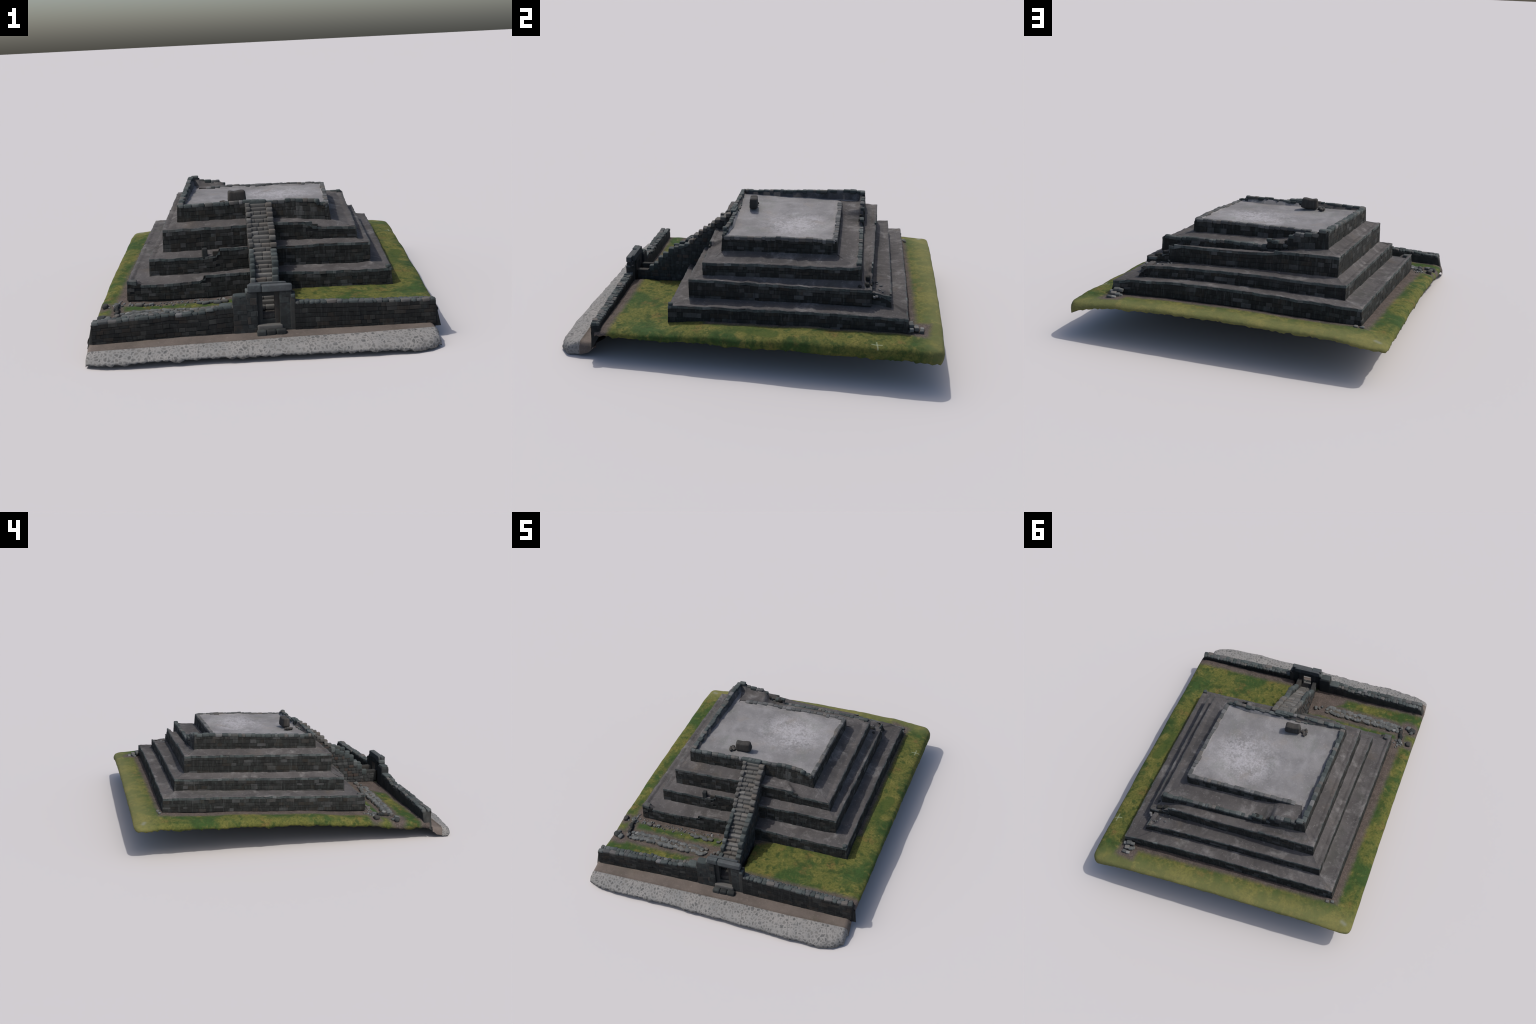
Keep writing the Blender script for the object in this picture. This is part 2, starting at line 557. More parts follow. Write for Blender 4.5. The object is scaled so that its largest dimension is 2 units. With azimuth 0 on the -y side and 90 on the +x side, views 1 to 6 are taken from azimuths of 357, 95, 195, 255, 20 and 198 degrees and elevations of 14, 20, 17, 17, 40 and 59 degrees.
    coping.done('coping', 'cope', ob)
    for p, size, yaw, tone in named:
        put_stone('coping_stone', 'block', tone, p, size, yaw, ob, .04)
    return ob


# heights of the roof platform
def roof_z(x, y):
    u = min(1, max(0, (x + .44) / .80))
    v = min(1, max(0, (y + .17) / .60))
    z = lerp(lerp(.561, .538, u), lerp(.564, .558, u), v)
    z += .0025 * fbm(x, y, 0, 9, 4) - .013 * math.exp(-((x + .03) ** 2 + (y - .20) ** 2) / .045)
    # dust heaped at the foot of the altar
    z += .010 * math.exp(-((x + .135) / .06) ** 2 - ((y + .085) / .035) ** 2)
    return z


def build_pyramid(root):
    # --- lowest terrace -------------------------------------------------
    build_terrace('terrace', root,
        [(-.717, -.406), (.615, -.429), (.716, .785), (-.619, .810)],
        [(-.722, -.408), (.623, -.431), (.729, .788), (-.624, .818)],
        [dict(axis='x', rim=.018,
              top=[(-.717, .258), (-.672, .256), (-.665, .236), (-.61, .233), (-.34, .240), (-.332, .266), (-.11, .272), (.03, .262), (.25, .252), (.53, .247), (.61, .248)],
              base=[(-.722, .165), (-.4, .157), (-.1, .160), (.12, .172), (.616, .154)],
              floor=[(-.717, .240), (-.6, .235), (-.33, .240), (-.1, .246), (.1, .256), (.61, .246)],
              inner=[(-.60, -.300), (.515, -.322)], iz=[(-.6, .252), (-.35, .251), (.06, .270), (.45, .256), (.52, .262)]),
         dict(axis='y', rim=.024, top=[(-.43, .249), (-.13, .264), (.13, .272), (.48, .283), (.78, .284)], base=[(-.431, .155), (.3, .196), (.78, .222)],
              inner=[(.515, -.322), (.585, .690)], iz=[(-.33, .262), (.3, .290), (.69, .293)]),
         dict(axis='x', rim=.02, top=[(.71, .283), (.655, .286), (.642, .297), (.32, .320), (.03, .326), (-.25, .321), (-.615, .315)],
              base=[(.722, .216), (.64, .232), (.32, .239), (-.07, .243), (-.62, .236)],
              inner=[(.585, .690), (-.505, .710)], iz=[(.59, .293), (.25, .314), (-.14, .320), (-.51, .322)]),
         dict(axis='y', rim=.02, top=[(.805, .315), (.4, .298), (0, .276), (-.36, .256), (-.406, .259)], base=[(.81, .236), (.3, .208), (-.408, .165)],
              floor=[(.805, .312), (.4, .295), (0, .272), (-.33, .250), (-.406, .240)],
              inner=[(-.505, .710), (-.60, -.300)], iz=[(.71, .322), (-.3, .252)])])

    # --- second terrace: west side and north, fading out at the NE corner ---
    build_terrace('terrace', root,
        [(-.604, -.312), (.0, -.324), (.551, .50), (.594, .703), (-.518, .723)],
        [(-.608, -.313), (.0, -.325), (.561, .50), (.612, .707), (-.520, .729)],
        [dict(axis='x', rim=.018,
              top=[(-.604, .345), (-.5, .340), (-.34, .338), (-.256, .343), (-.248, .378), (0, .379)],
              base=[(-.608, .252), (-.355, .251), (0, .262)],
              floor=[(-.6, .342), (-.34, .336), (-.256, .340), (0, .350)],
              inner=[(-.525, -.240), (-.0, -.25)], iz=[(-.53, .363), (-.1, .367)]),
         dict(axis='y', hide=True),
         dict(axis='y', rim=.02, top=[(.5, .36), (.66, .352), (.70, .335)], base=[(.5, .29), (.7, .288)],
              inner=[(.50, .50), (.54, .595)], iz=[(.5, .36), (.6, .352)]),
         dict(axis='x', rim=.02, top=[(.588, .338), (.56, .357), (.456, .370), (.156, .385), (-.133, .391), (-.321, .389), (-.513, .394)],
              base=[(.606, .290), (.25, .312), (-.14, .318), (-.51, .322)],
              inner=[(.54, .595), (-.449, .637)], iz=[(.55, .352), (.3, .372), (0, .390), (-.45, .414)]),
         dict(axis='y', rim=.02, top=[(.718, .394), (.3, .374), (-.31, .345)], base=[(.723, .322), (-.313, .252)],
              inner=[(-.449, .637), (-.525, -.240)], iz=[(.64, .414), (-.25, .363)])])

    # --- third: west side of the third level, east side of the second ---
    build_terrace('terrace', root,
        [(-.528, -.256), (-.03, -.263), (-.03, -.329), (.528, -.336), (.604, .604), (-.461, .650)],
        [(-.533, -.253), (-.03, -.262), (-.03, -.327), (.528, -.335), (.611, .606), (-.460, .654)],
        [dict(axis='x', rim=.018, top=[(-.53, .477), (-.1, .479), (0, .479)], base=[(-.533, .362), (-.1, .367), (0, .37)],
              inner=[(-.445, -.165), (-.03, -.170)], iz=[(-.45, .498), (-.1, .495)]),
         dict(axis='y', hide=True),
         dict(axis='x', rim=.018, top=[(-.03, .372), (.29, .372), (.52, .366)], base=[(-.03, .270), (.06, .272), (.45, .256), (.52, .262)],
              inner=[(-.03, -.256), (.460, -.262)], iz=[(-.03, .388), (.08, .388), (.46, .375)]),
         dict(axis='y', rim=.024, top=[(-.336, .367), (.2, .372), (.6, .380)], base=[(-.335, .262), (.3, .295), (.6, .305)],
              inner=[(.460, -.262), (.522, .540)], iz=[(-.27, .376), (.55, .409)]),
         dict(axis='x', rim=.02, top=[(.597, .378), (.532, .380), (.524, .398), (.514, .400), (.508, .421), (.472, .424), (.464, .452), (.43, .455), (.424, .464), (.09, .475), (-.115, .492), (-.143, .505), (-.456, .516)],
              base=[(.604, .308), (.5, .345), (.3, .372), (-.454, .414)],
              floor=[(.597, .376), (.53, .392), (.46, .43), (.395, .453), (.09, .471), (-.456, .513)],
              inner=[(.522, .540), (-.378, .562)], iz=[(.53, .409), (.418, .45), (.11, .464), (-.087, .468), (-.134, .489), (-.23, .513), (-.386, .531)]),
         dict(axis='y', rim=.02, top=[(.644, .516), (.2, .496), (-.256, .477)], base=[(.648, .414), (-.253, .362)],
              inner=[(-.378, .562), (-.445, -.165)], iz=[(.56, .531), (-.17, .498)])])

    # --- fourth: west side of the summit, east side of the third level ---
    build_terrace('terrace', root,
        [(-.448, -.177), (-.03, -.183), (-.03, -.266), (.469, -.273), (.536, .548), (-.384, .569)],
        [(-.453, -.177), (-.03, -.182), (-.03, -.265), (.475, -.270), (.538, .553), (-.388, .578)],
        [dict(axis='x', rim=.02, named=True, top=[(-.448, .582), (-.27, .583), (-.1, .590), (-.03, .588)], base=[(-.453, .497), (-.1, .494), (-.03, .492)],
              floor=[(-.448, .552), (-.03, .550)],
              inner=[(-.38, -.12), (-.03, -.12)], iz=[(-.4, .545), (-.03, .54)]),
         dict(axis='y', hide=True),
         dict(axis='x', rim=.018, top=[(-.03, .486), (.05, .486), (.236, .475), (.242, .453), (.46, .437)], base=[(-.03, .388), (.08, .388), (.47, .374)],
              floor=[(-.03, .482), (.23, .471), (.26, .450), (.46, .435)],
              inner=[(-.03, -.170), (.345, -.175)], iz=[(-.03, .491), (.06, .489), (.35, .465)]),
         dict(axis='y', rim=.024, top=[(-.273, .439), (.03, .453), (.3, .461), (.5, .469), (.543, .478)], base=[(-.27, .375), (.548, .410)],
              inner=[(.345, -.175), (.395, .415)], iz=[(-.18, .463), (.1, .473), (.42, .484)]),
         dict(axis='x', rim=.022, named=True,
              top=[(.53, .487), (.315, .498), (.113, .503), (-.056, .505), (-.066, .538), (-.10, .537), (-.118, .513), (-.160, .516), (-.174, .560), (-.207, .586), (-.31, .596), (-.337, .600), (-.345, .619), (-.380, .622)],
              base=[(.531, .410), (.418, .449), (.11, .464), (-.087, .467), (-.134, .489), (-.23, .514), (-.386, .532)],
              floor=[(.53, .474), (.40, .486), (.1, .498), (-.05, .500), (-.12, .508), (-.17, .53), (-.2, .562), (-.38, .566)],
              inner=[(.395, .415), (-.33, .430)], iz=[(.40, .487), (.257, .495), (-.05, .504), (-.14, .520), (-.20, .545), (-.26, .557), (-.33, .560)]),
         dict(axis='y', rim=.026, named=True, top=[(.565, .622), (.3, .607), (.0, .590), (-.177, .582)], base=[(.574, .532), (-.177, .497)],
              floor=[(.565, .566), (.46, .564), (.42, .560), (.0, .555), (-.177, .552)], roof=True,
              inner=[(-.33, .430), (-.36, -.12)], iz=[(.43, .562), (.38, .55), (-.12, .545)])])

    # --- fifth: east half of the summit -----------------------------------
    build_terrace('terrace', root,
        [(-.25, -.166), (.17, -.170), (.343, -.187), (.403, .420), (-.303, .437)],
        [(-.25, -.180), (.17, -.186), (.352, -.190), (.404, .427), (-.303, .441)],
        [dict(axis='x', rim=.018, named=True, top=[(-.25, .560), (-.06, .562), (-.05, .578), (.016, .576), (.17, .580)],
              base=[(-.05, .49), (.06, .489), (.35, .464)],
              floor=[(-.25, .545), (.17, .545)],
              inner=[(-.2, -.08), (.15, -.09)], iz=[(-.2, .53), (.28, .525)]),
         dict(axis='x', rim=.018, named=True, top=[(.17, .580), (.25, .578), (.30, .560), (.35, .543)],
              base=[(-.05, .49), (.06, .489), (.35, .464)],
              floor=[(.17, .545), (.35, .530)],
              inner=[(.15, -.09), (.28, -.11)], iz=[(-.2, .53), (.28, .525)]),
         dict(axis='y', rim=.022, named=True, tone='dustcope', top=[(-.188, .543), (.1, .558), (.42, .566)], base=[(-.189, .464), (.427, .487)],
              floor=[(-.188, .530), (.42, .550)],
              inner=[(.28, -.11), (.33, .36)], iz=[(-.12, .525), (.36, .535)]),
         dict(axis='x', rim=.022, named=True, tone='dustcope', top=[(.403, .565), (.156, .571), (-.046, .573), (-.244, .577), (-.303, .566)],
              base=[(.404, .487), (.257, .495), (-.05, .504), (-.14, .520), (-.20, .552), (-.303, .56)],
              floor=[(.403, .550), (-.303, .556)],
              inner=[(.33, .36), (-.24, .37)], iz=[(.33, .535), (-.24, .545)]),
         dict(axis='y', hide=True)], label_mat='roof')

    # --- the dusty summit floor -------------------------------------------
    V, F = [], []
    nu, nv = 90, 70
    SW, SE, NE, NW = (-.437, -.167), (.334, -.177), (.392, .409), (-.368, .436)
    for b in range(nv + 1):
        for a in range(nu + 1):
            u, v = a / nu, b / nv
            x = lerp(lerp(SW[0], SE[0], u), lerp(NW[0], NE[0], u), v)
            y = lerp(lerp(SW[1], SE[1], u), lerp(NW[1], NE[1], u), v)
            z = roof_z(x, y)
            y += .010 * math.exp(-((x - .08) / .16) ** 4) * (1 - v) ** 6
            ed = min(u, 1 - u, v, 1 - v) * 16
            V.append(Vector((x, y, z + .0025 - .002 * max(0, 1 - ed))))
    for b in range(nv):
        for a in range(nu):
            i = b * (nu + 1) + a
            F.append([i, i + 1, i + nu + 2, i + nu + 1])
    add_object('summit_floor', V, F, [M['roof']], root, True)


def worn_box(name, mat, lo, hi, parent, yaw=0.0, power=9, rough=.04, cuts=6, seed=1, taper=0.0):
    V, F = rounded_unit(seed, cuts, power, rough)
    c = [(a + b) / 2 for a, b in zip(lo, hi)]
    s = [b - a for a, b in zip(lo, hi)]
    out = []
    for p in V:
        k = 1 - taper * (p.z + .5)
        x, y, z = p.x * s[0] * k, p.y * s[1] * k, p.z * s[2]
        out.append(Vector((c[0] + x * math.cos(yaw) - y * math.sin(yaw), c[1] + x * math.sin(yaw) + y * math.cos(yaw), c[2] + z)))
    return add_object(name, out, F, [M[mat]], parent, True)


def build_summit_things(root):
    # altar block with a scoop in its head and rubble at its side
    V, F = rounded_unit(5, 8, 6, .05)
    out = []
    for p in V:
        z = p.z
        flare = 1 + .16 * max(0, .2 - z)
        x = p.x * .092 * flare
        y = p.y * .044 * flare
        if z > .2:
            z -= .10 * math.exp(-((x + .012) / .02) ** 2)
        out.append(Vector((-.131 + x - .05 * y, -.070 + y + .06 * x, .598 + z * .062)))
    altar = add_object('altar', out, F, [M['altar']], root, True)
    for k in range(9):
        put_stone('altar_rubble', 'rubble', 'altar', (-.186 - .034 * RND.random(), -.072 + .022 * RND.uniform(-1, 1), .569),
                  (.020, .016, .012), RND.uniform(0, 3), altar, .2)
    put_stone('corner_boulder', 'rubble', 'cope', (.280, -.180, .566), (.03, .024, .024), .4, root)
    put_stone('corner_boulder', 'rubble', 'cope', (.602, -.418, .252), (.026, .024, .022), .2, root)
    put_stone('corner_boulder', 'rubble', 'cope', (.325, -.180, .545), (.028, .02, .018), .2, root)
    # stump on the second terrace and the notched corner block of the first
    worn_box('stump', 'gate', (-.334, -.318, .325), (-.306, -.292, .380), root, .1, 8, .06, 5, 9)
    worn_box('corner_block', 'cope', (-.712, -.402, .215), (-.668, -.372, .258), root, -.02, 8, .06, 5, 12)
    # debris on the ruined NE corner of the second / third terrace
    deb = Stuff()
    for k in range(26):
        t = RND.random()
        x, y = lerp(.60, .44, t) + RND.uniform(-.02, .02), .612 + RND.uniform(0, .055)
        deb.stone('rubble', (x, y, lerp(.335, .365, t) - .25 * (y - .64)), (RND.uniform(.010, .020), RND.uniform(.008, .016), RND.uniform(.008, .014)), RND.uniform(0, 3), .3)
    deb.done('fallen_stones', 'dustcope', root, True)
    # broken blocks by the step of the third terrace and the NW platform
    for x, y, z, s in ((.545, .582, .385, .034), (.50, .585, .405, .034), (-.085, .548, .526, .04), (-.185, .548, .552, .026), (-.16, .548, .532, .024), (.555, .545, .378, .03)):
        put_stone('broken_block', 'rubble', 'wall', (x, y, z), (s, s * .7, s * .7), RND.uniform(-.3, .3), root, .1)


# --------------------------------------------------------------------------
#  stairway
# --------------------------------------------------------------------------
def stair_z(y):
    return .367 + (y + .427) * .79


def build_stair(root):
    WO, WI, EI, EO = -.095, -.073, .012, .041
    skew = lambda y: prof([(-.74, -.016), (-.6, -.013), (-.43, -.002), (-.2, .0)], y)
    # body: two flanks and the ramp under the treads
    stuff = Stuff()
    V, F = [], []
    ys = [-.715 + (.715 - .15) * k / 60 for k in range(61)]

    def head(y, side):
        """height of the flank walls: stepped balustrade below, flush above"""
        if side == 'W':
            p = [(-.73, .199), (-.637, .206), (-.631, .225), (-.612, .246), (-.581, .269), (-.560, .293), (-.537, .318), (-.504, .339), (-.468, .354), (-.431, .374), (-.36, .425), (-.30, .477), (-.17, .578)]
        else:
            p = [(-.73, .203), (-.677, .211), (-.660, .234), (-.62, .241), (-.608, .262), (-.591, .283), (-.567, .302), (-.552, .320), (-.54, .342), (-.505, .356), (-.458, .370), (-.426, .383), (-.384, .424), (-.337, .468), (-.299, .490), (-.259, .525), (-.17, .578)]
        return prof(p, y)

    for side, x0, x1 in (('W', WO, WI), ('E', EI, EO)):
        o = len(V)
        for y in ys:
            z = head(y, side) - .012
            w = .002 * fbm(x0, y, 0, 20, 6) + skew(y)
            V += [Vector((x0 + w, y, .10)), Vector((x0 + w, y, lerp(.1, z, .5))), Vector((x0 + w, y, z)), Vector((x1 + w, y, z)), Vector((x1 + w, y, lerp(.1, z, .5))), Vector((x1 + w, y, .10))]
        for k in range(60):
            for r in range(5):
                a = o + k * 6 + r
                F.append([a, a + 1, a + 7, a + 6])
        F.append([o, o + 1, o + 2, o + 3, o + 4, o + 5])
    o = len(V)
    for y in ys:
        z = max(.14, stair_z(y) - .021)
        V += [Vector((WI - .01 + skew(y), y, z)), Vector((EI + .01 + skew(y), y, z))]
    for k in range(60):
        a = o + 2 * k
        F.append([a, a + 1, a + 3, a + 2])
    body = add_object('stairway', V, F, [M['stairside']], root)
    # masonry on both flanks, laid in level courses up to the balustrade
    for side, x, sx in (('W', WO, -1), ('E', EO, 1)):
        zc = .13
        while zc < .57:
            y = -.712
            while y < -.17:
                l = RND.uniform(.022, .045)
                zt = head(y + l * .3, side) - .014
                if zt > zc + .006:
                    z1 = min(zc + .0205, zt)
                    stuff.stone('block', (x + skew(y + l / 2) + RND.uniform(-.001, .001) - sx * .003, y + l / 2, (zc + z1) / 2), (.009, l, z1 - zc), 0)
                y += l
            zc += .021
    stuff.done('masonry', 'stairside', body, True)
    # treads: each one or two long stones, slightly out of true
    n = 25
    y0, y1 = -.690, -.168
    going = (y1 - y0) / n
    for k in range(n):
        y = y0 + going * (k + .5)
        z = stair_z(y + going * .3)
        cuts = [0] + RND.choice(([], [RND.uniform(.3, .7)], [RND.uniform(.4, .6)], [RND.uniform(.2, .35), RND.uniform(.6, .8)])) + [1]
        for a, b in zip(cuts, cuts[1:]):
            xa, xb = lerp(WI - .004, EI + .004, a) + skew(y), lerp(WI - .004, EI + .004, b) + skew(y)
            put_stone('tread', 'tread', 'stair', ((xa + xb) / 2, y + RND.uniform(-.0012, .0012), z - .009 + RND.uniform(-.0008, .0008)),
                      (xb - xa, going * 1.35, .022), RND.uniform(-.012, .012), body, .012)
    # balustrade blocks climbing on both sides, strip of edge stones further up
    for side, xa, xb in (('W', WO, WI), ('E', EI, EO)):
        y = -.66
        while y < -.19:
            l = RND.uniform(.026, .036) if y < -.42 else RND.uniform(.022, .034)
            z = max(head(y + l * .75, side), stair_z(y + l / 2) + .001)
            hgt = .036 if y < -.42 else .024
            z += 0 if y < -.42 else .004
            put_stone('balustrade_block', 'block', 'cope' if y < -.42 else 'stair', ((xa + xb) / 2 + skew(y + l / 2) + RND.uniform(-.002, .002), y + l / 2, z - hgt / 2 + .002 + RND.uniform(-.003, .002)),
                      (xb - xa + .003, l * 1.06, hgt), RND.uniform(-.04, .04), body, .05)
            y += l
    # the low walls beside the landing
    worn_box('landing_wall', 'gate', (WO - .015, -.735, .13), (WI - .010, -.63, .208), body, 0, 12, .03, 5, 31)
    worn_box('landing_wall', 'gate', (EI - .018, -.735, .13), (EO - .014, -.655, .210), body, 0, 12, .03, 5, 32)
    worn_box('landing', 'stairside', (WI - .025, -.75, .09), (EI - .005, -.66, .150), body, 0, 12, .03, 5, 33)
    # the summit sill where the stair ends
    worn_box('stair_sill', 'cope', (-.082, -.186, .565), (.016, -.155, .588), body, -.03, 8, .04, 5, 34)


# --------------------------------------------------------------------------
#  precinct wall and gate
# --------------------------------------------------------------------------
def wall_run(root, xs, top, fy, by, fbase, bbase, ends):
    """a free-standing wall along x with a rubble head"""
    V, F = [], []
    n = int((xs[1] - xs[0]) / .007)
    R = 0
    for k in range(n + 1):
        x = lerp(xs[0], xs[1], k / n)
        t = prof(top, x) - .010
        y0, y1 = fy(x), by(x)
        zb, zi = fbase - .02, bbase(x) - .03
        e0 = max(0, 1 - (x - xs[0]) / .03) if ends[0] else 0
        e1 = max(0, 1 - (xs[1] - x) / .03) if ends[1] else 0
        col = []
        for f in (0, .2, .4, .6, .8, .95):
            col.append((x, y0 + .004 + .001 * f, lerp(zb, t, f)))
        for f in (.12, .3, .5, .7, .88):
            col.append((x, lerp(y0, y1, f), t + .004 * math.sin(f * math.pi) + .004 * fbm(x, f, 0, 28, 8)))
        for f in (.95, .75, .5, .25, 0):
            col.append((x, y1, lerp(zi, t, f)))
        out = []
        for (a, b, c) in col:
            d = .0025 * fbm(a, b, c, 24, 9)
            hh = (c - zb) / max(.01, t - zb)
            # slumped ends spread outwards at the foot
            a2 = a + (-1 if e0 else 1) * .026 * max(e0, e1) * (1 - hh)
            c2 = c - .012 * max(e0, e1) ** 2 * hh
            out.append(Vector((a2, b + d, c2 + d * .6)))
        V += out
        R = len(out)
    for k in range(n):
        for r in range(R - 1):
            a = k * R + r
            F.append([a, a + R, a + R + 1, a + 1])
    F.append(list(range(R)))
    F.append([n * R + r for r in range(R)][::-1])
    ob = add_object('precinct_wall', V, F, [M['precinct']], root, True)
    L = xs[1] - xs[0]
    st = Stuff()
    ashlar(st, lambda t: Vector((lerp(*xs, t), fy(lerp(*xs, t)), prof(top, lerp(*xs, t)) - .012)),
           lambda t: Vector((lerp(*xs, t), fy(lerp(*xs, t)), fbase - .006)), L, 6, Vector((0, -1, 0)), .022, .06, .0010)
    st.done('masonry', 'precinct', ob)
    # rubble head: an outer row of longer stones and an inner row of cobbles
    for row in range(2):
        x = xs[0] + .004
        while x < xs[1] - .006:
            l = min(RND.uniform(.018, .046) if row == 0 else RND.uniform(.014, .03), xs[1] - x)
            t = prof(top, x + l / 2)
            y0, y1 = fy(x), by(x)
            w = y1 - y0
            if row == 0:
                yc, dy, h = y0 + .013, .027, .017
            else:
                yc, dy, h = y0 + w * RND.uniform(.68, .78), w * RND.uniform(.42, .6), RND.uniform(.014, .022)
            put_stone('coping_stone', 'rubble' if row or RND.random() < .4 else 'block', RND.choice(('cope', 'cope', 'dustcope')), (x + l / 2, yc + RND.uniform(-.002, .002), t - h / 2 + RND.uniform(-.003, .002)),
                      (l * 1.08, dy, h), RND.uniform(-.08, .08), ob, .08)
            x += l
    return ob


def build_precinct(root):
    fy = lambda x: prof([(-.87, -.779), (-.2, -.776), (.08, -.786), (.73, -.802)], x)
    by = lambda x: prof([(-.87, -.724), (-.2, -.730), (.08, -.742), (.73, -.758)], x)
    bz = lambda x: prof([(-.9, .12), (-.15, .125), (.05, .165), (.75, .158)], x)
    wall_run(root, (-.862, -.20), [(-.862, .174), (-.722, .181), (-.55, .188), (-.50, .196), (-.46, .188), (-.363, .189), (-.29, .205), (-.2, .211)], fy, by, .068, bz, (True, False))
    wall_run(root, (.080, .740), [(.08, .215), (.278, .207), (.518, .194), (.66, .192), (.732, .190)], fy, by, .072, bz, (False, True))

    # the gate ---------------------------------------------------------------
    yf, yb = -.779, -.740
    gate = worn_box('gate_pier', 'gate', (-.140, yf, .05), (-.090, yb, .276), root, 0, 16, .02, 7, 41)
    worn_box('gate_pier', 'gate', (.012, yf - .002, .05), (.070, yb - .004, .272), root, 0, 16, .02, 7, 42)
    worn_box('gate_shoulder', 'gate', (-.206, yf, .05), (-.130, yb + .012, .252), root, 0, 14, .03, 7, 43)
    worn_box('gate_shoulder', 'gate', (.060, yf - .003, .05), (.086, yb, .246), root, 0, 14, .03, 6, 44)
    gm = Stuff()
    for xa, xb, yy, zt in ((-.205, -.141, yf, .236), (-.140, -.091, yf, .266), (.013, .069, yf - .002, .262)):
        ashlar(gm, lambda t: Vector((lerp(xa, xb, t), yy - .0005, zt)), lambda t: Vector((lerp(xa, xb, t), yy - .0005, .062)), xb - xa, 7, Vector((0, -1, 0)), .024, .05, .0008)
    gm.done('masonry', 'gate', gate)
    # recessed second frame
    yi = yf + .014
    worn_box('door_jamb', 'gate', (-.100, yi, .08), (-.067, yb + .002, .262), root, 0, 16, .02, 6, 45)
    worn_box('door_jamb', 'gate', (-.0105, yi, .08), (.020, yb + .002, .262), root, 0, 16, .02, 6, 46)
    worn_box('door_lintel', 'gate', (-.100, yi + .001, .242), (.020, yb + .003, .274), root, 0, 16, .02, 6, 47)
    worn_box('door_sill', 'gate', (-.100, yi + .001, .06), (.020, yb + .003, .130), root, 0, 16, .02, 6, 48)
    worn_box('threshold', 'stair', (-.096, yf - .012, .06), (.022, yi + .006, .109), root, -.03, 12, .03, 6, 49)
    # lintel course: two stones in front, a rail of slabs behind
    worn_box('gate_lintel', 'lintel', (-.134, yf - .003, .268), (-.071, yf + .026, .302), root, -.02, 12, .03, 6, 50)
    worn_box('gate_lintel', 'lintel', (-.070, yf - .004, .266), (.072, yf + .026, .298), root, -.03, 12, .03, 7, 51)
    worn_box('capstone', 'lintel', (-.128, yf + .024, .262), (.050, yb + .002, .304), root, -.02, 9, .04, 8, 52)
    # stepped masonry beside the gate
    put_stone('shoulder_block', 'rubble', 'cope', (-.168, -.756, .248), (.072, .046, .022), .0, root)
    put_stone('shoulder_block', 'rubble', 'cope', (-.134, -.756, .270), (.022, .045, .022), .0, root)
    put_stone('shoulder_block', 'block', 'cope', (.074, -.766, .240), (.022, .036, .018), .0, root)
    put_stone('shoulder_block', 'rubble', 'gate', (.078, -.748, .246), (.018, .020, .020), .0, root)
    put_stone('shoulder_block', 'rubble', 'cope', (-.235, -.752, .202), (.07, .05, .026), .0, root)
    # doorstep of three dressed stones
    for a, b, s in ((-.101, -.057, 1), (-.056, -.013, 2), (-.012, .036, 3)):
        worn_box('doorstep', 'gate', (a, -.821, .05), (b, -.789, .093), root, -.02, 6, .05, 5, 60 + s)


# --------------------------------------------------------------------------
#  ground
# --------------------------------------------------------------------------
SPOTS = [(-.86, -.72, .112), (-.5, -.70, .112), (-.2, -.70, .120), (-.72, -.545, .116), (-.4, -.55, .117), (-.15, -.568, .128), (-.83, -.56, .112), (-.827, -.43, .132),
         (-.72, -.42, .158), (-.4, -.43, .148), (-.15, -.43, .152), (.1, -.44, .170), (.1, -.69, .165), (.35, -.6, .163), (.6, -.72, .158), (.74, -.72, .155), (.645, -.46, .153),
         (.68, -.35, .172), (.77, -.4, .166), (.665, -.2, .186), (.69, 0, .195), (.80, .0, .174), (.72, .3, .209), (.83, .4, .190), (.74, .55, .213), (.84, .636, .193), (.87, .927, .197), (.75, .887, .207), (.73, .70, .212), (.62, .92, .230),
         (.36, .935, .238), (0, .94, .243), (-.38, .95, .236), (-.62, .82, .236), (-.75, .97, .208), (-.72, .8, .214), (-.79, .5, .200), (-.68, .4, .208), (-.817, 0, .182), (-.72, 0, .184), (-.837, -.4, .156)]


def ground_z(x, y):
    if -.10 < x < .045 and -.80 < y < -.45:
        return .10
    def plane(x, y):
        return .186 + .052 * y + .004 * x
    w = r = 0
    for (a, b, c) in SPOTS:
        d2 = (x - a) ** 2 + (y - b) ** 2
        k = 1 / (d2 + .006) ** 1.5
        w += k
        r += k * (c - plane(a, b))
    return plane(x, y) + r / w


